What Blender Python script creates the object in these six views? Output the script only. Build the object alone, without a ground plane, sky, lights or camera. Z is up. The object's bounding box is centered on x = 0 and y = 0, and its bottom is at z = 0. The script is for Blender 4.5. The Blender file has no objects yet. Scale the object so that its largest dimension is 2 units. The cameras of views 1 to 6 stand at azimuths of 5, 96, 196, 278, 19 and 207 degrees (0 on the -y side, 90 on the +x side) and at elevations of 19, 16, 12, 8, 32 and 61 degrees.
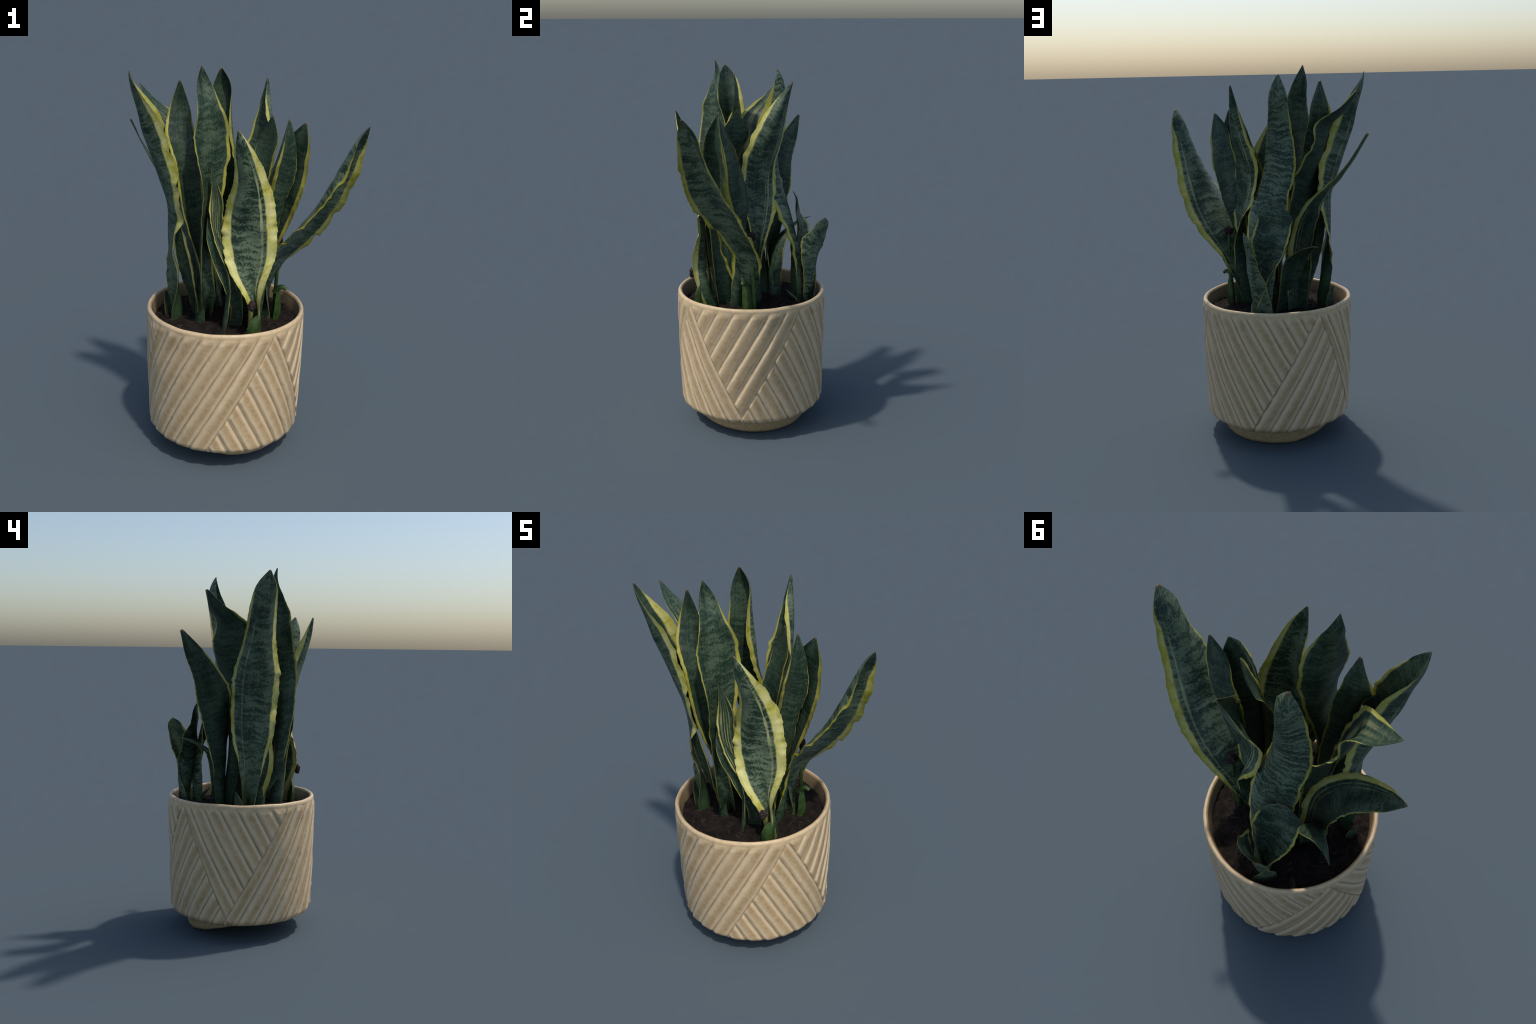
"""Variegated snake plant in a round stoneware pot with a carved chevron relief.

Frame: metres, z up, lowest point z = 0, longest side 2 m.
Every leaf is a lofted blade: a spine curve, a half-span vector that says how
wide the blade is and which way it is turned, and a trough depth (how far the
midrib hangs behind the chord between both edges).
"""
import bpy, bmesh, math, random
import numpy as np
from mathutils import Vector, noise as mnoise

random.seed(7)
rng = np.random.default_rng(7)

POT_CENTRE = (-0.057, -0.002)
RIM_Z = 0.764
SOIL_Z = 0.687

# --------------------------------------------------------------------------
# blades: nine stations from soil to tip
# --------------------------------------------------------------------------
LEAVES = {
    'A': dict(
        spine=[(0.113, -0.243, 0.76), (0.114, -0.292, 0.895), (0.098, -0.293, 1.015), (0.086, -0.261, 1.126), (0.078, -0.23, 1.254), (0.08, -0.228, 1.382), (0.077, -0.269, 1.511), (0.055, -0.337, 1.635), (0.029, -0.383, 1.748)],
        half_span=[(0.027, -0.011, -0.006), (0.03, 0.002, 0.001), (0.077, 0.01, 0.009), (0.121, 0.004, 0.008), (0.129, -0.008, 0.003), (0.11, -0.01, -0.002), (0.076, -0.005, 0.006), (0.046, -0.009, 0.004), (0.005, -0.002, -0.001)],
        trough=(0.049, 0.062, 0.06, 0.022, -0.032, -0.068, -0.064, -0.033, -0.003), skew=0),
    'B': dict(
        spine=[(0.148, 0.013, 0.719), (0.163, 0.021, 0.885), (0.219, 0.001, 1.034), (0.31, -0.052, 1.153), (0.412, -0.122, 1.286), (0.491, -0.173, 1.419), (0.552, -0.204, 1.563), (0.577, -0.217, 1.688), (0.604, -0.235, 1.768)],
        half_span=[(-0.027, 0.025, -0.001), (0.011, 0.054, -0.001), (0.052, 0.084, -0.008), (0.08, 0.107, -0.01), (0.071, 0.119, 0.007), (0.051, 0.096, 0.003), (0.031, 0.07, 0.002), (0.021, 0.045, -0.001), (0.004, 0.006, 0.001)],
        trough=(0, 0, 0.008, 0.024, 0.047, 0.064, 0.061, 0.028, 0), skew=0),
    'C': dict(
        spine=[(-0.143, -0.102, 0.73), (-0.121, -0.205, 0.88), (-0.123, -0.237, 1.077), (-0.111, -0.237, 1.287), (-0.101, -0.219, 1.505), (-0.113, -0.213, 1.684), (-0.128, -0.218, 1.812), (-0.16, -0.194, 1.916), (-0.171, -0.203, 2)],
        half_span=[(0.022, 0.002, -0.002), (0.033, 0.014, 0.006), (0.023, 0.034, 0.001), (0.031, 0.066, -0.004), (0.049, 0.086, -0.007), (0.067, 0.077, 0.005), (0.048, 0.042, 0.008), (0.027, 0.019, 0.007), (0.001, 0.002, 0.001)],
        trough=(0.029, 0.03, 0.031, 0.031, 0.029, 0.026, 0.019, 0.011, 0), skew=0),
    'D': dict(
        spine=[(-0.048, 0.24, 0.658), (-0.051, 0.236, 0.852), (-0.055, 0.218, 1.039), (-0.059, 0.17, 1.21), (-0.093, 0.103, 1.371), (-0.126, 0.064, 1.532), (-0.127, 0.073, 1.706), (-0.121, 0.121, 1.856), (-0.127, 0.134, 1.954)],
        half_span=[(0.029, 0.023, 0.001), (0.053, 0.018, 0.002), (0.078, 0.007, 0.003), (0.102, -0.017, 0.006), (0.095, -0.04, 0.008), (0.079, -0.042, 0.004), (0.053, -0.022, 0.004), (0.043, -0.004, 0.004), (0.005, 0.002, 0)],
        trough=(0.03, 0.035, 0.03, 0.035, 0.055, 0.088, 0.088, 0.058, 0.003), skew=0.5),
    'E': dict(
        spine=[(0.115, 0.024, 0.658), (0.126, 0.037, 0.836), (0.144, 0.05, 1.008), (0.143, 0.073, 1.162), (0.105, 0.066, 1.3), (0.077, 0.062, 1.461), (0.073, 0.102, 1.604), (0.075, 0.158, 1.75), (0.093, 0.235, 1.905)],
        half_span=[(-0.055, 0.002, 0.002), (-0.037, -0.017, 0.004), (-0.013, -0.034, 0.005), (0.029, -0.054, 0.008), (0.075, -0.079, 0.015), (0.086, -0.074, 0.016), (0.064, -0.071, 0.026), (0.023, -0.04, 0.017), (0.003, -0.004, 0.001)],
        trough=(0, -0.01, -0.024, -0.028, -0.01, 0.022, 0.05, 0.048, 0.005), skew=0.5),
    'F': dict(
        spine=[(-0.329, -0.082, 0.748), (-0.325, -0.095, 0.941), (-0.321, -0.099, 1.105), (-0.283, -0.099, 1.274), (-0.286, -0.113, 1.448), (-0.326, -0.132, 1.61), (-0.387, -0.155, 1.763), (-0.47, -0.184, 1.879), (-0.507, -0.206, 1.959)],
        half_span=[(-0.006, 0.03, 0.001), (-0.042, 0.055, 0), (-0.029, 0.101, 0.004), (-0.025, 0.116, 0.01), (-0.018, 0.116, 0.012), (-0.015, 0.083, 0.007), (-0.018, 0.068, 0.005), (-0.016, 0.047, 0.005), (0.001, 0.004, 0.002)],
        trough=(-0.051, -0.019, 0.015, 0.052, 0.09, 0.102, 0.086, 0.031, 0), skew=0.35),
    'G': dict(
        spine=[(-0.15, 0.039, 0.659), (-0.156, 0.018, 0.864), (-0.168, 0.001, 1.067), (-0.19, -0.009, 1.262), (-0.232, -0.007, 1.44), (-0.296, 0.004, 1.59), (-0.344, 0.016, 1.71), (-0.44, 0.064, 1.771), (-0.529, 0.107, 1.863)],
        half_span=[(0.04, -0.01, 0), (0.037, 0.019, 0.003), (0.034, 0.049, 0.006), (0.029, 0.079, 0.006), (0.024, 0.106, 0.003), (0.004, 0.117, -0.006), (0.022, 0.083, -0.003), (0.018, 0.045, -0.005), (0.004, 0.004, -0.001)],
        trough=(0.048, 0.05, 0.051, 0.051, 0.048, 0.042, 0.032, 0.017, 0), skew=0),
    'H': dict(
        spine=[(-0.16, -0.099, 0.658), (-0.149, -0.118, 0.847), (-0.152, -0.138, 1.034), (-0.184, -0.162, 1.211), (-0.214, -0.177, 1.383), (-0.237, -0.175, 1.55), (-0.28, -0.142, 1.682), (-0.288, -0.109, 1.797), (-0.287, -0.118, 1.917)],
        half_span=[(-0.016, 0.036, 0.004), (-0.003, 0.038, 0.004), (0.011, 0.039, 0.006), (0.035, 0.043, 0.011), (0.047, 0.042, 0.009), (0.054, 0.035, 0.008), (0.065, 0.017, 0.007), (0.043, -0.001, 0.002), (0.006, -0.001, 0.002)],
        trough=(0.038, 0.038, 0.038, 0.037, 0.034, 0.029, 0.021, 0.012, 0), skew=0),
    'I': dict(
        spine=[(-0.206, 0.109, 0.658), (-0.207, 0.105, 0.824), (-0.219, 0.103, 0.984), (-0.241, 0.107, 1.135), (-0.293, 0.109, 1.258), (-0.355, 0.111, 1.353), (-0.44, 0.127, 1.44), (-0.528, 0.172, 1.548), (-0.608, 0.221, 1.663)],
        half_span=[(-0.048, -0.009, 0.001), (-0.059, 0.01, -0.002), (-0.068, 0.03, -0.008), (-0.066, 0.049, -0.019), (-0.048, 0.073, -0.025), (-0.016, 0.086, -0.018), (-0.002, 0.066, -0.024), (-0.002, 0.039, -0.018), (-0.006, 0.005, -0.004)],
        trough=(0.027, 0.026, 0.025, 0.022, 0.019, 0.016, 0.011, 0.006, 0), skew=0),
    'J1': dict(
        spine=[(0.087, -0.122, 0.657), (0.112, -0.128, 0.82), (0.138, -0.133, 0.981), (0.164, -0.138, 1.139), (0.19, -0.142, 1.292), (0.219, -0.149, 1.434), (0.242, -0.157, 1.55), (0.245, -0.147, 1.665), (0.234, -0.121, 1.765)],
        half_span=[(-0.023, 0.033, 0.005), (-0.012, 0.042, 0.003), (-0.001, 0.051, 0.002), (0.011, 0.059, 0), (0.022, 0.063, -0.002), (0.041, 0.065, -0.005), (0.034, 0.06, -0.005), (0.021, 0.031, -0.003), (0.004, 0.001, 0.001)],
        trough=(0.014, 0.018, 0.023, 0.031, 0.043, 0.054, 0.046, 0.025, 0.001), skew=-1.0),
    'J2': dict(
        spine=[(0.089, -0.064, 0.657), (0.104, -0.047, 0.81), (0.123, -0.034, 0.963), (0.149, -0.028, 1.113), (0.186, -0.028, 1.256), (0.223, -0.045, 1.392), (0.258, -0.064, 1.528), (0.283, -0.093, 1.647), (0.313, -0.109, 1.75)],
        half_span=[(-0.001, -0.04, 0.005), (0.017, -0.039, 0.002), (0.034, -0.039, -0.003), (0.05, -0.038, -0.01), (0.068, -0.037, -0.021), (0.079, -0.037, -0.026), (0.071, -0.023, -0.02), (0.045, -0.006, -0.014), (0.005, 0.001, -0.002)],
        trough=(0.029, 0.03, 0.031, 0.03, 0.029, 0.025, 0.019, 0.01, 0), skew=0),
    'K': dict(
        spine=[(0.039, 0.026, 0.656), (0.045, -0.013, 0.805), (0.051, -0.054, 0.953), (0.054, -0.087, 1.101), (0.068, -0.11, 1.249), (0.085, -0.117, 1.392), (0.107, -0.095, 1.527), (0.133, -0.055, 1.647), (0.15, -0.044, 1.764)],
        half_span=[(0.072, -0.041, -0.015), (0.078, -0.052, -0.017), (0.079, -0.06, -0.017), (0.075, -0.061, -0.014), (0.068, -0.059, -0.009), (0.058, -0.054, -0.003), (0.054, -0.056, 0.003), (0.042, -0.05, 0.006), (0.004, -0.001, 0)],
        trough=(0.028, 0.028, 0.028, 0.026, 0.024, 0.021, 0.015, 0.008, 0), skew=0),
    'L': dict(
        spine=[(-0.035, -0.196, 0.656), (-0.019, -0.203, 0.781), (-0.01, -0.212, 0.904), (-0.018, -0.225, 1.024), (-0.047, -0.242, 1.137), (-0.075, -0.25, 1.248), (-0.083, -0.245, 1.355), (-0.093, -0.242, 1.448), (-0.113, -0.242, 1.54)],
        half_span=[(0.003, 0.033, 0.002), (-0.002, 0.033, 0.002), (-0.006, 0.033, 0.003), (-0.004, 0.035, 0.004), (0.009, 0.042, 0.007), (0.019, 0.045, 0.004), (0.028, 0.041, 0.001), (0.011, 0.023, 0), (-0.001, 0, 0)],
        trough=(0.014, 0.014, 0.014, 0.013, 0.012, 0.01, 0.008, 0.004, 0), skew=0),
    'L2': dict(
        spine=[(0.002, -0.158, 0.656), (0.017, -0.178, 0.741), (0.023, -0.199, 0.826), (0.01, -0.218, 0.91), (-0.016, -0.235, 0.993), (-0.046, -0.248, 1.072), (-0.072, -0.273, 1.149), (-0.099, -0.281, 1.226), (-0.121, -0.27, 1.306)],
        half_span=[(0.037, 0.003, -0.007), (0.032, 0.009, -0.002), (0.029, 0.013, 0.004), (0.031, 0.015, 0.011), (0.035, 0.015, 0.015), (0.036, 0.012, 0.016), (0.03, 0.017, 0.014), (0.019, 0.013, 0.006), (0, 0, 0)],
        trough=(0.014, 0.014, 0.014, 0.013, 0.012, 0.01, 0.008, 0.004, 0), skew=0),
    'M': dict(
        spine=[(-0.053, 0.323, 0.657), (-0.064, 0.325, 0.76), (-0.075, 0.32, 0.859), (-0.088, 0.308, 0.953), (-0.098, 0.292, 1.033), (-0.106, 0.284, 1.106), (-0.124, 0.261, 1.185), (-0.135, 0.251, 1.251), (-0.135, 0.227, 1.295)],
        half_span=[(0.039, 0.027, 0.003), (0.014, 0.034, 0.002), (-0.013, 0.04, 0.002), (-0.043, 0.04, 0.001), (-0.078, 0.028, -0.005), (-0.097, 0.011, -0.014), (-0.091, 0.004, -0.016), (-0.073, -0.004, -0.011), (-0.015, -0.002, -0.003)],
        trough=(0.028, 0.029, 0.029, 0.028, 0.026, 0.023, 0.017, 0.009, 0), skew=0),
    'N': dict(
        spine=[(-0.083, 0.294, 0.657), (-0.079, 0.299, 0.742), (-0.066, 0.311, 0.823), (-0.055, 0.319, 0.902), (-0.041, 0.328, 0.973), (-0.038, 0.342, 1.037), (-0.032, 0.372, 1.091), (-0.024, 0.396, 1.147), (-0.011, 0.406, 1.18)],
        half_span=[(0.036, 0.005, -0.001), (0.043, -0.006, -0.004), (0.052, -0.018, -0.006), (0.052, -0.032, -0.006), (0.046, -0.045, 0.003), (0.043, -0.055, 0.018), (0.035, -0.041, 0.015), (0.022, -0.025, 0.004), (0, -0.001, -0.001)],
        trough=(0.033, 0.034, 0.034, 0.034, 0.031, 0.027, 0.02, 0.011, 0), skew=0),
    'O': dict(
        spine=[(-0.116, 0.127, 0.656), (-0.135, 0.124, 0.739), (-0.157, 0.123, 0.82), (-0.182, 0.126, 0.893), (-0.208, 0.14, 0.959), (-0.239, 0.168, 1.015), (-0.282, 0.206, 1.054), (-0.329, 0.252, 1.085), (-0.376, 0.314, 1.101)],
        half_span=[(-0.01, -0.036, -0.004), (-0.022, -0.037, -0.007), (-0.035, -0.04, -0.01), (-0.048, -0.045, -0.012), (-0.053, -0.043, -0.01), (-0.04, -0.034, -0.007), (-0.025, -0.021, -0.007), (-0.011, -0.009, -0.002), (-0.001, -0.001, 0)],
        trough=(0.027, 0.026, 0.025, 0.022, 0.019, 0.016, 0.011, 0.006, 0), skew=0),
    'Q': dict(
        spine=[(-0.205, -0.044, 0.655), (-0.206, -0.079, 0.726), (-0.21, -0.111, 0.797), (-0.221, -0.138, 0.869), (-0.232, -0.156, 0.942), (-0.244, -0.165, 1.016), (-0.259, -0.17, 1.091), (-0.269, -0.177, 1.165), (-0.27, -0.185, 1.24)],
        half_span=[(0.02, -0.031, -0.016), (0.025, -0.035, -0.015), (0.03, -0.039, -0.013), (0.036, -0.041, -0.007), (0.04, -0.04, -0.001), (0.041, -0.031, 0.005), (0.035, -0.018, 0.005), (0.024, -0.007, 0.002), (0.001, 0, 0)],
        trough=(0.019, 0.02, 0.02, 0.02, 0.019, 0.017, 0.013, 0.007, 0), skew=0),
}

# how each blade is coloured, for its inner (trough) face and its outer face:
# margin = where the yellow margin starts (fraction of half width, left / right edge),
# stripes = thin pale lengthwise lines (position across, half width, strength),
# bands = strength of the pale cross bands; gold = margin darkened to olive, higher where baked shade falls
def face(left, right, bands, *stripes):
    return dict(margin=(left, right), bands=bands, stripes=stripes)


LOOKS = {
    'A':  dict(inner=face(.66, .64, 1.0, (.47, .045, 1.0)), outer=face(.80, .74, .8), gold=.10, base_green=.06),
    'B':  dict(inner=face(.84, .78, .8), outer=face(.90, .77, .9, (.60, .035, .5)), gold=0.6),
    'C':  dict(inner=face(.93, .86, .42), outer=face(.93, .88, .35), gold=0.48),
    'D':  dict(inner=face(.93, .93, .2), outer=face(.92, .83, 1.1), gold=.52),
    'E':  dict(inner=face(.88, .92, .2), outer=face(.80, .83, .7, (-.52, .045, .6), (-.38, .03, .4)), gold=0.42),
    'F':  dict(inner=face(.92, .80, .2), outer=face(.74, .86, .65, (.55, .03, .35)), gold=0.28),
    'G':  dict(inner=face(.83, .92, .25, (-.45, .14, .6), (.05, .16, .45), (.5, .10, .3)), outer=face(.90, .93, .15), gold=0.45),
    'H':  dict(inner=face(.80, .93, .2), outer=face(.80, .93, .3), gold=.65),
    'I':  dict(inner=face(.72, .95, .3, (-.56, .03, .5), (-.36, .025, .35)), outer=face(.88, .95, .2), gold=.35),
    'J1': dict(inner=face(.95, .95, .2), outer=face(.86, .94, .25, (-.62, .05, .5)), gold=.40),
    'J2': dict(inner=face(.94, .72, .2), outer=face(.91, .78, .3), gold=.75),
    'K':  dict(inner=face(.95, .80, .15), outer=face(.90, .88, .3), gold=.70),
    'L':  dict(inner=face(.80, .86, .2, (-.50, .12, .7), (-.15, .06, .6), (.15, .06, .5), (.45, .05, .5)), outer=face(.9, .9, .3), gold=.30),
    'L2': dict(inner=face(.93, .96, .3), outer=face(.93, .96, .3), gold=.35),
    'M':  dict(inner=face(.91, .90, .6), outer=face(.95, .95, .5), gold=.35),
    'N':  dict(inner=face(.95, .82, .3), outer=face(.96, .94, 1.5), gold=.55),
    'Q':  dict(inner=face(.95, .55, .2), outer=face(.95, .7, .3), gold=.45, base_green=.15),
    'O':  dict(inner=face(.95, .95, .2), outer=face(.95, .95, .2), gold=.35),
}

# --------------------------------------------------------------------------
# small helpers
# --------------------------------------------------------------------------
def spline_basis(n, k):
    """Natural cubic spline through k evenly spaced stations, n samples."""
    t = np.linspace(0, 1, n) * (k - 1)
    A = np.eye(k); R = np.zeros((k, k))
    for i in range(1, k - 1):
        A[i, i - 1:i + 2] = (1, 4, 1)
        R[i, i - 1:i + 2] = (6, -12, 6)
    S = np.linalg.solve(A, R)
    B = np.zeros((n, k))
    for j, x in enumerate(t):
        i = min(int(x), k - 2); u = x - i
        B[j] = ((1 - u) ** 3 - (1 - u)) / 6 * S[i] + (u ** 3 - u) / 6 * S[i + 1]
        B[j, i] += 1 - u
        B[j, i + 1] += u
    return B


def unit(v):
    return v / (np.linalg.norm(v, axis=-1, keepdims=True) + 1e-9)


def wobble(x, seed, octaves=3):
    return mnoise.fractal(Vector((x, seed * 7.31, seed * 3.17)), 1.0, 2.0, octaves)


def mesh_object(name, verts, faces, material, parent, uv=None, smooth=True, kind=None):
    me = bpy.data.meshes.new(name)
    me.from_pydata([tuple(v) for v in verts], [], faces)
    if smooth:
        me.polygons.foreach_set('use_smooth', [True] * len(me.polygons))
    if uv is not None:
        layer = me.uv_layers.new(name='blade')
        idx = np.empty(len(me.loops), dtype=np.int32)
        me.loops.foreach_get('vertex_index', idx)
        layer.data.foreach_set('uv', np.asarray(uv, dtype=np.float32)[idx].ravel())
    me.materials.append(material)
    me.update()
    ob = bpy.data.objects.new(name, me)
    bpy.context.scene.collection.objects.link(ob)
    ob.parent = parent
    if kind:
        ob['kind'] = kind
    return ob


class Nodes:
    """Thin wrapper for writing node trees as expressions."""
    def __init__(self, name):
        self.mat = bpy.data.materials.new(name)
        self.mat.use_nodes = True
        self.t = self.mat.node_tree
        self.t.nodes.clear()

    def new(self, kind, **kw):
        n = self.t.nodes.new(kind)
        for k, v in kw.items():
            setattr(n, k, v)
        return n

    def put(self, sock, v):
        if isinstance(v, bpy.types.NodeSocket):
            self.t.links.new(v, sock)
        elif isinstance(v, (tuple, list)) and len(v) == 3 and sock.type == 'RGBA':
            sock.default_value = (*v, 1)
        else:
            sock.default_value = v

    def math(self, op, a, b=0.0, c=0.0, clamp=False):
        n = self.new('ShaderNodeMath', operation=op, use_clamp=clamp)
        for s, v in zip(n.inputs, (a, b, c)):
            self.put(s, v)
        return n.outputs[0]

    def ramp(self, x, lo, hi):
        """smooth 0..1 step between lo and hi"""
        n = self.new('ShaderNodeMapRange', interpolation_type='SMOOTHSTEP')
        self.put(n.inputs['Value'], x)
        self.put(n.inputs['From Min'], lo)
        self.put(n.inputs['From Max'], hi)
        return n.outputs['Result']

    def mix(self, f, a, b):
        n = self.new('ShaderNodeMix', data_type='RGBA')
        self.put(n.inputs['Factor'], f)
        self.put(n.inputs[6], a)
        self.put(n.inputs[7], b)
        return n.outputs[2]

    def vec(self, x, y, z=0.0):
        n = self.new('ShaderNodeCombineXYZ')
        for s, v in zip(n.inputs, (x, y, z)):
            self.put(s, v)
        return n.outputs[0]

    def noise(self, vector, scale, detail=3.0, rough=.5, distort=0.0):
        n = self.new('ShaderNodeTexNoise')
        self.put(n.inputs['Vector'], vector)
        n.inputs['Scale'].default_value = scale
        n.inputs['Detail'].default_value = detail
        n.inputs['Roughness'].default_value = rough
        n.inputs['Distortion'].default_value = distort
        return n.outputs['Fac']

    def coord(self, which):
        return self.new('ShaderNodeTexCoord').outputs[which]

    def split(self, v):
        n = self.new('ShaderNodeSeparateXYZ')
        self.put(n.inputs[0], v)
        return n.outputs

    def finish(self, colour, rough=.5, bump=None, bump_strength=.2, bump_dist=.003, spec=.5, translucent=0.0, coat=0.0):
        p = self.new('ShaderNodeBsdfPrincipled')
        self.put(p.inputs['Base Color'], colour)
        self.put(p.inputs['Roughness'], rough)
        self.put(p.inputs['Specular IOR Level'], spec)
        self.put(p.inputs['Coat Weight'], coat)
        p.inputs['Coat Roughness'].default_value = .25
        if bump is not None:
            b = self.new('ShaderNodeBump')
            b.inputs['Strength'].default_value = bump_strength
            b.inputs['Distance'].default_value = bump_dist
            self.put(b.inputs['Height'], bump)
            self.put(p.inputs['Normal'], b.outputs[0])
        out = self.new('ShaderNodeOutputMaterial')
        shader = p.outputs[0]
        if translucent:
            tr = self.new('ShaderNodeBsdfTranslucent')
            self.put(tr.inputs['Color'], colour)
            m = self.new('ShaderNodeMixShader')
            m.inputs[0].default_value = translucent
            self.t.links.new(shader, m.inputs[1])
            self.t.links.new(tr.outputs[0], m.inputs[2])
            shader = m.outputs[0]
        self.t.links.new(shader, out.inputs[0])
        return self.mat


# --------------------------------------------------------------------------
# materials
# --------------------------------------------------------------------------
DARK = (.010, .026, .019)
MID = (.022, .052, .026)
PALE = (.165, .215, .130)
YELLOW = (.58, .53, .10)
CREAM = (.66, .62, .27)
GOLD = (.31, .29, .025)  # olive deepened so margins carry the scan's shading in their colour
BROWN = (.10, .065, .035)
OUTER_OFFSET = 5.0          # the outer face's along-coordinate is shifted by this


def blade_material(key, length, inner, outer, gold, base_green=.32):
    k = Nodes('blade_' + key.lower())
    seed = (sum(map(ord, key)) % 17) * 1.7
    u, v0, _ = k.split(k.coord('UV'))
    back = k.math('GREATER_THAN', v0, OUTER_OFFSET - 1)
    v = k.math('SUBTRACT', v0, k.math('MULTIPLY', back, OUTER_OFFSET))
    s = k.math('MULTIPLY_ADD', u, 2.0, -1.0)          # -1 .. 1 across
    a = k.math('ABSOLUTE', s)
    t = k.math('DIVIDE', v, length)                   # 0 .. 1 along
    faced = lambda i, o: k.math('MULTIPLY_ADD', back, o - i, i)
    # green body: pale, ragged cross bands broken up by flecks
    warp = k.noise(k.vec(k.math('MULTIPLY', s, 2.2), k.math('MULTIPLY', v, 12.0), seed), 1.0, 3.0)
    zig = k.math('ABSOLUTE', k.math('SUBTRACT', k.math('FRACT', k.math('MULTIPLY_ADD', s, 1.3, .5)), .5))
    along = k.math('ADD', k.math('MULTIPLY_ADD', warp, .035, v), k.math('MULTIPLY', zig, .022))
    band = k.noise(k.vec(k.math('MULTIPLY', s, 1.0), k.math('MULTIPLY', along, 58.0), seed + 3), 1.0, 3.0, .6)
    fleck = k.noise(k.vec(k.math('MULTIPLY', s, 13.0), k.math('MULTIPLY', v, 90.0), seed + 5), 1.0, 5.0, .72)
    patch = k.noise(k.vec(k.math('MULTIPLY', s, 1.5), k.math('MULTIPLY', v, 6.0), seed + 8), 1.0, 2.0)
    mixb = k.math('ADD', k.math('MULTIPLY', band, .48), k.math('MULTIPLY', fleck, .52))
    mixb = k.math('MULTIPLY_ADD', k.math('SUBTRACT', patch, .5), .30, mixb)
    bandf = k.ramp(mixb, .42, .60)
    streak = k.noise(k.vec(k.math('MULTIPLY', s, 13.0), k.math('MULTIPLY', v, 3.0), seed + 11), 1.0, 3.0)
    base = k.mix(k.ramp(streak, .3, .75), DARK, MID)
    amount = faced(min(1.0, .10 + .85 * inner['bands']), min(1.0, .10 + .85 * outer['bands']))
    green = k.mix(k.math('MULTIPLY', bandf, amount, clamp=True), base, PALE)
    # pale lengthwise stripes inside the green
    for side, look in ((0, inner), (1, outer)):
        for pos, wid, strength in look['stripes']:
            d = k.math('ABSOLUTE', k.math('SUBTRACT', s, pos))
            d = k.math('MULTIPLY_ADD', k.math('SUBTRACT', warp, .5), .10, d)
            f = k.math('SUBTRACT', 1.0, k.ramp(d, wid * .4, wid * 1.4))
            fade = k.math('MULTIPLY', k.ramp(t, .10, .30), k.math('SUBTRACT', 1.0, k.ramp(t, .75, .95)))
            broken = k.ramp(k.noise(k.vec(pos * 9, k.math('MULTIPLY', v, 7.0), seed), 1.0, 3.0), .34, .56)
            f = k.math('MULTIPLY', k.math('MULTIPLY', f, fade), k.math('MULTIPLY_ADD', broken, .7, .3))
            f = k.math('MULTIPLY', f, k.math('MULTIPLY', back if side else k.math('SUBTRACT', 1.0, back), strength))
            green = k.mix(f, green, k.mix(.55, PALE, CREAM))
    # yellow margins
    side = k.ramp(s, -.02, .02)
    wav = k.noise(k.vec(k.math('MULTIPLY', side, 4.0), k.math('MULTIPLY', v, 11.0), seed + 17), 1.0, 3.0)
    left, right = faced(inner['margin'][0], outer['margin'][0]), faced(inner['margin'][1], outer['margin'][1])
    start = k.math('ADD', left, k.math('MULTIPLY', side, k.math('SUBTRACT', right, left)))
    start = k.math('MULTIPLY_ADD', k.math('SUBTRACT', wav, .5), .12, start)
    start = k.math('MULTIPLY_ADD', k.ramp(t, .84, 1.0), .22, start)
    start = k.math('MULTIPLY_ADD', k.math('SUBTRACT', 1.0, k.ramp(t, .10, .30)), base_green, start)
    edge = k.ramp(k.math('SUBTRACT', a, start), -.03, .045)
    blot = k.noise(k.vec(k.math('MULTIPLY', s, 3.0), k.math('MULTIPLY', v, 18.0), seed + 23), 1.0, 4.0, .6)
    yel = k.mix(k.ramp(blot, .35, .7), CREAM, YELLOW)
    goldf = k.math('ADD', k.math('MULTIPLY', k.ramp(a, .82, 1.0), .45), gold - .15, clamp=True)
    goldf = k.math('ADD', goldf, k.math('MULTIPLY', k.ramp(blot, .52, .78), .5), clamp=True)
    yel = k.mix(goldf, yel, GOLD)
    spots = k.ramp(k.noise(k.vec(k.math('MULTIPLY', s, 10.0), k.math('MULTIPLY', v, 60.0), seed + 29), 1.0, 4.0, .6), .56, .72)
    yel = k.mix(k.math('MULTIPLY', spots, .40), yel, MID)
    col = k.mix(edge, green, yel)
    # dry tip, sheathed base
    col = k.mix(k.math('MULTIPLY', k.ramp(t, .982, .998), .7), col, BROWN)
    col = k.mix(k.math('MULTIPLY', k.math('SUBTRACT', 1.0, k.ramp(t, .06, .22)), .55), col, (.022, .055, .014))
    bump = k.math('MULTIPLY_ADD', fleck, .4, streak)
    return k.finish(col, rough=.48, bump=bump, bump_strength=.25, bump_dist=.002, spec=.3, translucent=.05)


def plain_material(name, c1, c2, scale, rough=.8, bump=.4, spec=.3):
    k = Nodes(name)
    o = k.coord('Object')
    n = k.noise(o, scale, 5.0, .6)
    n2 = k.noise(o, scale * 4.1, 3.0, .6)
    f = k.ramp(k.math('ADD', k.math('MULTIPLY', n, .6), k.math('MULTIPLY', n2, .4)), .35, .65)
    return k.finish(k.mix(f, c1, c2), rough=rough, bump=n2, bump_strength=bump, bump_dist=.004, spec=spec)


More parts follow.
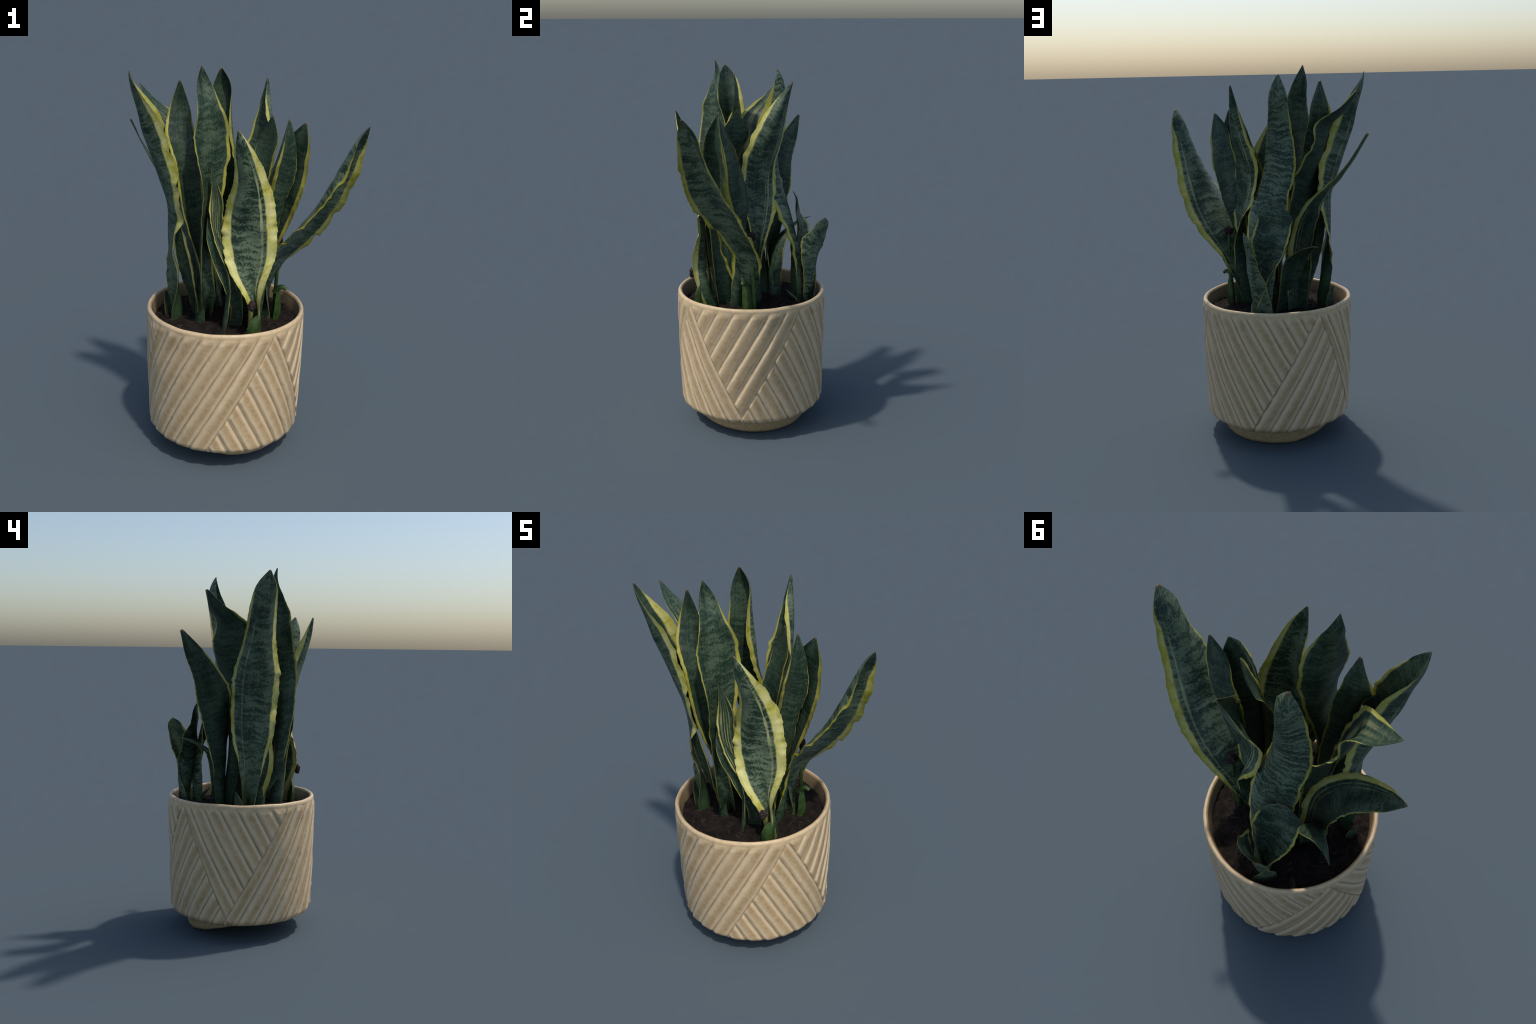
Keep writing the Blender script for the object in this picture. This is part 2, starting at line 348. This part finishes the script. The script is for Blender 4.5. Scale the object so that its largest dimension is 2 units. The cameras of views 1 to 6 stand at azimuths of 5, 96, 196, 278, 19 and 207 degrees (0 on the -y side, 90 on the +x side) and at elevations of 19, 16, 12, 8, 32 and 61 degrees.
# chevron layout shared by the relief and the glaze: six fields round the pot; field
# borders are slanted lines  azimuth = a + b * h  (h = 0 foot .. 1 rim), degrees
APEX_LINES = ((-3.0, 47.5), (89.0, -44.5), (89.0, 48.5), (178.0, 50.5), (267.0, -38.5), (267.0, 49.5))
# (field between line i and i+1, slope of its ribs, azimuth a rib edge passes at h = 0)
FIELDS = ((-44.5, 89.0), (48.5, 89.0), (-45.0, 178.0), (50.0, 178.0), (-45.0, 267.0), (47.5, 357.0))
H0, H1 = .14, .745
RIB_PITCH = 13.2
GLAZE = (.64, .475, .275)
GLAZE_PALE = (.68, .545, .36)
GLAZE_TAN = (.36, .225, .10)
GLAZE_BROWN = (.20, .12, .05)


def pot_material():
    k = Nodes('carved_stoneware_glaze')
    o = k.coord('Object')
    x, y, z = k.split(o)
    az = k.math('MULTIPLY', k.math('ARCTAN2', x, k.math('MULTIPLY', y, -1.0)), 180 / math.pi)
    h = k.math('DIVIDE', k.math('SUBTRACT', z, H0), H1 - H0)
    wob = k.noise(o, 7.0, 3.0)
    az = k.math('MULTIPLY_ADD', k.math('SUBTRACT', wob, .5), 1.6, az)
    # wrap azimuth into [line0, line0 + 360)
    l0 = k.math('MULTIPLY_ADD', h, APEX_LINES[0][1], APEX_LINES[0][0])
    rel = k.math('MODULO', k.math('ADD', k.math('SUBTRACT', az, l0), 720.0), 360.0)
    azw = k.math('ADD', rel, l0)
    def rib(slope, a0):
        p = k.math('DIVIDE', k.math('SUBTRACT', azw, k.math('MULTIPLY_ADD', h, slope, a0)), RIB_PITCH)
        return p
    phase = rib(*FIELDS[0])
    border = k.math('SUBTRACT', azw, l0)
    for (a, b), f in zip(APEX_LINES[1:], FIELDS[1:]):
        d = k.math('SUBTRACT', azw, k.math('MULTIPLY_ADD', h, b, a))
        inside = k.math('GREATER_THAN', d, 0.0)
        n = k.new('ShaderNodeMix', data_type='FLOAT')
        k.put(n.inputs[0], inside); k.put(n.inputs[2], phase); k.put(n.inputs[3], rib(*f))
        phase = n.outputs[0]
        border = k.math('MINIMUM', border, k.math('ABSOLUTE', d))
    p = k.math('FRACT', k.math('ADD', phase, 200.0))
    fine = k.noise(o, 60.0, 4.0, .65)
    blot = k.noise(o, 11.0, 4.0, .6)
    tan = k.math('MULTIPLY', k.ramp(p, .25, .60), k.math('SUBTRACT', 1.0, k.ramp(p, .66, .84)))
    tan = k.math('MULTIPLY', tan, k.math('MULTIPLY_ADD', k.ramp(blot, .3, .75), .35, .45))
    tan = k.math('MULTIPLY', tan, k.math('MULTIPLY_ADD', fine, 1.1, .30), clamp=True)
    groove = k.math('MAXIMUM', k.math('SUBTRACT', 1.0, k.ramp(p, .02, .10)), k.ramp(p, .94, .985))
    groove = k.math('MAXIMUM', groove, k.math('MULTIPLY', k.math('SUBTRACT', 1.0, k.ramp(border, .25, 1.1)), .8))
    pale = k.math('MULTIPLY', k.math('MULTIPLY', k.ramp(p, .76, .84), k.math('SUBTRACT', 1.0, k.ramp(p, .90, .97))), .65)
    crest = k.math('MULTIPLY', k.ramp(p, .10, .17), k.math('SUBTRACT', 1.0, k.ramp(p, .24, .42)))
    pale = k.math('MAXIMUM', pale, k.math('MULTIPLY', crest, k.math('MULTIPLY_ADD', k.noise(o, 24.0, 4.0), 1.1, .0)), clamp=True)
    zone = k.math('MULTIPLY', k.ramp(z, .085, .105), k.math('SUBTRACT', 1.0, k.ramp(z, .715, .74)))
    base = k.mix(k.math('MULTIPLY', k.ramp(k.noise(o, 30.0, 5.0, .65), .42, .7), .32), GLAZE, GLAZE_TAN)
    col = k.mix(k.math('MULTIPLY', pale, zone), base, GLAZE_PALE)
    col = k.mix(k.math('MULTIPLY', tan, zone), col, GLAZE_TAN)
    col = k.mix(k.math('MULTIPLY', k.math('MULTIPLY', groove, zone), k.math('MULTIPLY_ADD', blot, 1.0, .05), clamp=True), col, GLAZE_BROWN)
    # brown breaks along the rim and at rib heads, bare toasted foot
    radius = k.math('SQRT', k.math('ADD', k.math('MULTIPLY', x, x), k.math('MULTIPLY', y, y)))
    lip = k.math('MULTIPLY', k.ramp(z, .70, .74), k.math('SUBTRACT', 1.0, k.ramp(k.math('MULTIPLY_ADD', k.math('SUBTRACT', blot, .5), .02, radius), .388, .402)))
    col = k.mix(k.math('MULTIPLY', lip, .7), col, (.34, .22, .095))
    inside = k.math('MULTIPLY', k.math('SUBTRACT', 1.0, k.ramp(radius, .378, .390)), k.math('GREATER_THAN', z, .2))
    col = k.mix(inside, col, k.mix(blot, (.20, .145, .085), (.30, .22, .13)))
    heads = k.math('MULTIPLY', k.ramp(z, .63, .70), k.math('SUBTRACT', 1.0, k.ramp(z, .715, .74)))
    heads = k.math('MULTIPLY', heads, k.ramp(blot, .50, .66))
    col = k.mix(k.math('MULTIPLY', heads, .35), col, (.33, .21, .10))
    foot = k.math('SUBTRACT', 1.0, k.ramp(z, .075, .098))
    col = k.mix(k.math('MULTIPLY', foot, .8), col, k.mix(k.ramp(fine, .35, .65), (.33, .215, .095), (.47, .335, .165)))
    return k.finish(col, rough=k.math('MULTIPLY_ADD', fine, .25, .30), bump=k.math('ADD', fine, k.math('MULTIPLY', blot, 1.5)),
                    bump_strength=.22, bump_dist=.004, spec=.45)


def soil_material():
    k = Nodes('potting_soil')
    o = k.coord('Object')
    n = k.noise(o, 28.0, 6.0, .7)
    n2 = k.noise(o, 110.0, 4.0, .7)
    col = k.mix(k.ramp(n, .35, .65), (.008, .006, .005), (.026, .019, .015))
    col = k.mix(k.math('MULTIPLY', k.ramp(n2, .60, .72), .6), col, (.10, .075, .055))
    return k.finish(col, rough=.95, bump=k.math('ADD', n, n2), bump_strength=.8, bump_dist=.012, spec=.15)


# --------------------------------------------------------------------------
# geometry builders
# --------------------------------------------------------------------------
def blade(name, key, spine, half_span, trough, look, parent, thickness=.011, sink=.0, rows=96, cols=22, ruffle=1.0, blunt=0.0, skew=0.0, material=None):
    spine, half_span, trough = (np.array(q, float) for q in (spine, half_span, trough))
    n = len(spine)
    B = spline_basis(rows, n)
    M, W, d = B @ spine, B @ half_span, B @ trough
    q = np.clip((np.linspace(0, 1, rows) - (1 - 1.6 / (n - 1))) / (1.6 / (n - 1)), 0, 1)
    W = W * (1 + blunt * np.sin(np.pi * q) ** 1.0)[:, None]     # rounder tip
    if sink:                                           # run the base on below the soil
        extra = 8
        step = (M[0] - M[1]); step = step / np.linalg.norm(step) * sink / extra
        add = np.array([M[0] + step * (i + 1) for i in range(extra)])[::-1]
        M = np.vstack([add, M]); W = np.vstack([np.repeat(W[:1], extra, 0), W]); d = np.concatenate([np.repeat(d[:1], extra), d])
    rows = len(M)
    length = np.concatenate([[0], np.cumsum(np.linalg.norm(np.diff(M, axis=0), axis=1))])
    t = length / length[-1]
    T = unit(np.gradient(M, axis=0))
    width = np.linalg.norm(W, axis=1)
    Wn = unit(W)
    N = unit(np.cross(T, Wn))
    seed = sum(map(ord, key))
    s = np.sin(np.linspace(-1, 1, cols + 1) * math.pi / 2)
    P = np.zeros((rows, cols + 1, 3))
    for i in range(rows):
        env = min(1, 4 * (1 - t[i])) * min(1, 4 * t[i])
        for j, sj in enumerate(s):
            x = sj
            off = d[i] * (1 - sj * sj) * (1 + skew * sj)
            if abs(sj) > .55:                          # nibbled, gently waving margins
                side = 1 if sj > 0 else 2
                e = (abs(sj) - .55) / .45
                x += math.copysign(e * (.065 * wobble(length[i] * 26, seed + side * 5.3) + .045 * wobble(length[i] * 80, seed + side * 9.1) - .10 * max(0.0, wobble(length[i] * 33, seed + side * 21.0) - .35)) * ruffle * env, sj)
                off += e * e * width[i] * .16 * wobble(length[i] * 14, seed + side * 13.7) * ruffle * env
            off += .06 * width[i] * wobble(length[i] * 5 + sj * .8, seed + 31) * env
            P[i, j] = M[i] + W[i] * x + N[i] * off
    dT = np.gradient(P, axis=0); dS = np.gradient(P, axis=1)
    NN = unit(np.cross(dT, dS))
    prof = thickness * (1 - .78 * np.abs(s) ** 2.5)[None, :, None] * (np.clip(.45 + 1.2 * (1 - t), .45, 1) + 1.1 * (1 - t) ** 4)[:, None, None]
    prof = np.minimum(prof, np.maximum(width, .003)[:, None, None] * .5)
    top, bot = P + NN * prof / 2, P - NN * prof / 2
    m = cols + 1
    verts = np.concatenate([top.reshape(-1, 3), bot.reshape(-1, 3)])
    uv1 = np.stack(np.broadcast_arrays((s * .5 + .5)[None, :], length[:, None]), -1).reshape(-1, 2)
    uv = np.concatenate([uv1 + (0, OUTER_OFFSET), uv1])
    nb = rows * m
    faces = []
    for i in range(rows - 1):
        for j in range(cols):
            a = i * m + j
            faces.append((a, a + m, a + m + 1, a + 1))
            faces.append((nb + a, nb + a + 1, nb + a + m + 1, nb + a + m))
        a = i * m
        faces.append((a, nb + a, nb + a + m, a + m))
        a = i * m + cols
        faces.append((a, a + m, nb + a + m, nb + a))
    for j in range(cols):
        faces.append((j, j + 1, nb + j + 1, nb + j))
        a = (rows - 1) * m + j
        faces.append((a, nb + a, nb + a + 1, a + 1))
    mat = material or blade_material(key, float(length[-1]), **look)
    return mesh_object(name, verts, faces, mat, parent, uv)


def tube(name, path, radii, material, parent, sides=14, samples=24, lump=0.0, seed=0):
    path, radii = np.array(path, float), np.array(radii, float)
    B = spline_basis(samples, len(path))
    M, r = B @ path, B @ radii
    T = unit(np.gradient(M, axis=0))
    ref = np.array([1.0, 0, 0]) if abs(T[0][0]) < .8 else np.array([0, 1.0, 0])
    U = unit(np.cross(T, ref)); V = np.cross(T, U)
    verts, faces = [], []
    for i in range(samples):
        for j in range(sides):
            a = 2 * math.pi * j / sides
            q = M[i] + (U[i] * math.cos(a) + V[i] * math.sin(a)) * r[i]
            if lump:
                q = q + unit(q - M[i]) * lump * mnoise.fractal(Vector(q * 60) + Vector((seed, 0, 0)), 1, 2, 3)
            verts.append(q)
    for i in range(samples - 1):
        for j in range(sides):
            a, b = i * sides + j, i * sides + (j + 1) % sides
            faces.append((a, b, b + sides, a + sides))
    faces.append(tuple(range(sides))[::-1])
    faces.append(tuple((samples - 1) * sides + j for j in range(sides)))
    return mesh_object(name, verts, faces, material, parent)


def lump(name, centre, size, material, parent, seed, rough=.35):
    bm = bmesh.new()
    bmesh.ops.create_icosphere(bm, subdivisions=4, radius=1)
    for v in bm.verts:
        n = mnoise.fractal(v.co * 2.2 + Vector((seed, seed, 0)), .8, 2, 4)
        v.co = v.co * (1 + rough * n)
        v.co = Vector((v.co.x * size[0] + centre[0], v.co.y * size[1] + centre[1], v.co.z * size[2] + centre[2]))
    me = bpy.data.meshes.new(name)
    bm.to_mesh(me); bm.free()
    me.polygons.foreach_set('use_smooth', [True] * len(me.polygons))
    me.materials.append(material)
    ob = bpy.data.objects.new(name, me)
    bpy.context.scene.collection.objects.link(ob)
    ob.parent = parent
    return ob


# --------------------------------------------------------------------------
# pot
# --------------------------------------------------------------------------
def rib_height(az, h):
    """Carved relief, 0..1, at azimuth (degrees) and height fraction."""
    az = az + .55 * mnoise.noise(Vector((az * .16, h * 8, 2))) + .25 * mnoise.noise(Vector((az * .4, h * 22, 6))) + .5 * mnoise.noise(Vector((az * .03, h * 2, 9)))
    l0 = APEX_LINES[0][0] + APEX_LINES[0][1] * h
    az = (az - l0) % 360 + l0
    field, border = 0, az - l0
    for i in range(1, 6):
        dd = az - (APEX_LINES[i][0] + APEX_LINES[i][1] * h)
        if i not in (3,):
            border = min(border, abs(dd))
        if dd > 0:
            field = i
    border = min(border, l0 + 360 - az)
    slope, a0 = FIELDS[field]
    p = ((az - a0 - slope * h) / RIB_PITCH) % 1.0
    step = lambda x, a, b: (lambda q: q * q * (3 - 2 * q))(min(1, max(0, (x - a) / (b - a))))
    up = step(p, .0, .22)
    body = 1 - .30 * step(p, .25, .75)
    down = 1 - step(p, .68, .99) * .95
    ht = up * body * down
    ht *= .35 + .65 * step(border, .0, 1.6)
    ht *= .85 + .3 * mnoise.noise(Vector((az * .05, h * 3, 4)))
    return ht


def build_pot(parent, mat):
    nth = 900
    prof = []                                          # (radius, z, relief weight)
    for z, r in ((.0925, .300), (.0925, .344), (.0955, .358), (.101, .371), (.110, .383), (.123, .3912)):
        prof.append((r, z, 0 if z < .094 else min(1, (z - .094) / .02)))
    zs = np.linspace(.133, .742, 150)
    for z in zs:
        r = np.interp(z, (.133, .2, .35, .55, .70, .742), (.3940, .3965, .4010, .4045, .4065, .4075))
        w = 1 - min(1, max(0, (z - .712) / .030))
        prof.append((r, z, w))
    for a in np.linspace(0, 180, 15)[1:]:              # rounded lip
        c, s_ = math.cos(math.radians(a)), math.sin(math.radians(a))
        prof.append((.3960 + .0125 * c, .746 + .018 * s_, 0))
    for z, r in ((.735, .3815), (.71, .376), (.68, .373), (.62, .368), (.40, .36), (.14, .34), (.12, .20), (.12, .0005)):
        prof.append((r, z, 0))
    prof = np.array(prof)
    verts = np.zeros((len(prof), nth, 3))
    for j in range(nth):
        az = 360 * j / nth
        ca, sa = math.sin(math.radians(az)), -math.cos(math.radians(az))
        rimw = .0035 * mnoise.noise(Vector((ca * 3, sa * 3, 1)))
        lipw = .0025 * mnoise.noise(Vector((ca * 8, sa * 8, 5)))
        oval = 1 + .008 * (sa * sa - .5)
        for i, (r, z, w) in enumerate(prof):
            rr = r * oval + .0022 * mnoise.noise(Vector((ca * 2.5, sa * 2.5, z * 5)))
            if w > 0:
                rr += w * .0095 * rib_height(az, (z - H0) / (H1 - H0)) - w * .0015
            elif z > .7:
                rr += lipw * .6
            zz = z + (rimw * min(1, max(0, (z - .6) / .14)))
            verts[i, j] = (ca * rr, sa * rr, zz)
    n = len(prof)
    faces = []
    for i in range(n - 1):
        for j in range(nth):
            a, b = i * nth + j, i * nth + (j + 1) % nth
            faces.append((a, b, b + nth, a + nth))
    ob = mesh_object('pot', verts.reshape(-1, 3), faces, mat, parent)
    ob.location = (*POT_CENTRE, 0)
    # foot ring: worn away on one side, full on the other
    rows = 14
    fv, ff = [], []
    nf = 240
    for i in range(rows + 1):
        q = i / rows
        for j in range(nf):
            az = math.radians(360 * j / nf)
            ca, sa = math.sin(az), -math.cos(az)
            low = np.interp(360 * j / nf, (0, 14, 58, 96, 150, 212, 223, 238, 270, 320, 350, 360),
                            (.060, .042, .024, .008, .0, .003, .015, .030, .078, .088, .075, .060))
            low = min(.089, max(0.0, low + .003 * mnoise.noise(Vector((ca * 5, sa * 5, 3)))))
            if i < rows - 2:
                e = i / (rows - 3)
                z = .0935 + (low - .0935) * e
                r = .322 - .024 * (1 - (z / .0935)) - .010 * max(0, e - .8) / .2
            else:
                e = (i - rows + 3) / 3
                z, r = low + .002 * e, .288 * (1 - e) + .001
            fv.append((ca * r, sa * r, z))
    for i in range(rows):
        for j in range(nf):
            a, b = i * nf + j, i * nf + (j + 1) % nf
            ff.append((a, a + nf, b + nf, b))
    foot = mesh_object('foot', fv, ff, mat, ob)
    # underside between body lip and foot
    return ob


def build_soil(parent, mat):
    rings, nth = 90, 260
    verts, faces = [], []
    for i in range(rings + 1):
        r = .3775 * i / rings
        for j in range(nth):
            a = 2 * math.pi * j / nth
            x, y = r * math.sin(a), -r * math.cos(a)
            z = SOIL_Z + .026 * (1 - (r / .37) ** 2)
            z += .012 * mnoise.fractal(Vector((x * 9, y * 9, 3)), 1, 2, 3)
            z += .006 * mnoise.fractal(Vector((x * 45, y * 45, 1)), 1, 2, 4)
            verts.append((x, y, z))
    for i in range(rings):
        for j in range(nth):
            a, b = i * nth + j, i * nth + (j + 1) % nth
            faces.append((a, b, b + nth, a + nth) if i else (a, b + nth, a + nth))
    ob = mesh_object('soil', verts, faces, mat, parent)
    ob.location = (*POT_CENTRE, 0)
    return ob


def soil_height(x, y):
    x -= POT_CENTRE[0]; y -= POT_CENTRE[1]
    return SOIL_Z + .026 * (1 - (x * x + y * y) / .137) + .012 * mnoise.fractal(Vector((x * 9, y * 9, 3)), 1, 2, 3)


def build_fibres(parent, mat):
    verts, faces = [], []
    r_ = random.Random(11)
    for _ in range(110):
        r, a = .355 * math.sqrt(r_.random()), r_.random() * 6.283
        x, y = POT_CENTRE[0] + r * math.cos(a), POT_CENTRE[1] + r * math.sin(a)
        ang, ln, th, bend = r_.random() * 6.283, r_.uniform(.012, .05), r_.uniform(.0006, .0016), r_.uniform(-1.2, 1.2)
        base = len(verts)
        for i in range(7):
            q = i / 6 - .5
            aa = ang + bend * q
            px, py = x + math.cos(aa) * ln * q, y + math.sin(aa) * ln * q
            pz = soil_height(px, py) + .004 + .004 * math.cos(q * 3)
            nx, ny = -math.sin(aa), math.cos(aa)
            w = th * (1 - abs(q) * 1.2)
            for c in range(5):
                b = c * 2 * math.pi / 5
                verts.append((px + nx * w * math.cos(b), py + ny * w * math.cos(b), pz + w * math.sin(b)))
        for i in range(6):
            for c in range(5):
                p, n = base + i * 5 + c, base + i * 5 + (c + 1) % 5
                faces.append((p, n, n + 5, p + 5))
    return mesh_object('soil_fibre', verts, faces, mat, parent, kind='stuff')


# --------------------------------------------------------------------------
# assemble
# --------------------------------------------------------------------------
plant = bpy.data.objects.new('potted_snake_plant', None)
bpy.context.scene.collection.objects.link(plant)
plant['label'] = 'yellow-edged snake plant in a beige chevron-carved ceramic pot'
plant['category'] = 'potted plant'

pot = build_pot(plant, pot_material())
soil = build_soil(plant, soil_material())
fibre_mat = plain_material('dry_fibre', (.03, .02, .014), (.15, .10, .065), 30)
fib = build_fibres(plant, fibre_mat)

SINK = .08
BLUNT = dict(D=.12, B=.12, K=.3, J2=.2, N=.2, A=.12, M=.22)
for key, L in LEAVES.items():
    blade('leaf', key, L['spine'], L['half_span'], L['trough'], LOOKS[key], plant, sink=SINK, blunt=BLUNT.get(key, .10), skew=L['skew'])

# short cut sheaths, sprouts and the dried flower stalk at the foot of the leaves
sheath_look = dict(inner=face(.94, .94, .2), outer=face(.95, .95, .3), gold=.6)
green = plain_material('young_stem', (.025, .06, .015), (.08, .13, .035), 25, rough=.5, bump=.15)
sheath_mat = plain_material('cut_sheath', (.014, .040, .010), (.055, .10, .022), 18, rough=.5, bump=.15)
blade('sheath', 'S1', [(.112, -.252, .665), (.112, -.258, .72), (.118, -.262, .765), (.128, -.262, .80), (.138, -.258, .825)],
      [(.028, .012, 0), (.030, .012, 0), (.028, .012, 0), (.021, .01, 0), (.006, .004, 0)], (-.022, -.025, -.022, -.012, -.002),
      sheath_look, plant, rows=40, material=sheath_mat)
blade('sheath', 'S2', [(.185, .012, .665), (.192, .012, .72), (.197, .010, .78), (.200, .008, .83), (.203, .006, .855)],
      [(-.004, .026, 0), (-.004, .028, 0), (-.004, .027, 0), (-.004, .024, 0), (-.003, .018, 0)], (-.024, -.028, -.026, -.020, -.012),
      sheath_look, plant, rows=40, material=sheath_mat)
dark_bud = plain_material('dried_flower', (.012, .008, .008), (.055, .032, .030), 55, rough=.9, bump=.8)
dead = plain_material('papery_sheath', (.22, .17, .13), (.42, .37, .32), 40, rough=.85)
tube('sprout', [(.195, .004, .845), (.215, -.002, .872), (.236, -.006, .880), (.254, -.008, .868)], (.016, .014, .012, .009), green, plant)
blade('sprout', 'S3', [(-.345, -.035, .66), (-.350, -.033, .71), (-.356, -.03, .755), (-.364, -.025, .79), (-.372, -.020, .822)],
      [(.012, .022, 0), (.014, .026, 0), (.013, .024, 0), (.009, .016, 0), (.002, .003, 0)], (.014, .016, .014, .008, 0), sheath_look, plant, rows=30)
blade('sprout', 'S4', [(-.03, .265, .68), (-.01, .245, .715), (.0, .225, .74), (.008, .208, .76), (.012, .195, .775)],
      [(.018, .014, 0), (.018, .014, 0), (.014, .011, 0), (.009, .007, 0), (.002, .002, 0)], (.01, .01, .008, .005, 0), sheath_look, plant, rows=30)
stalk = tube('flower_stalk', [(.190, .045, .66), (.194, .042, .80), (.200, .040, .95), (.200, .037, 1.06), (.198, .034, 1.105)], (.013, .011, .009, .008, .007), green, plant)
lump('dried_flower', (.199, .034, 1.117), (.021, .021, .020), dark_bud, stalk, 3.0, .55)
lump('dried_flower', (.108, -.302, .885), (.017, .015, .024), dark_bud, plant, 9.0, .5)
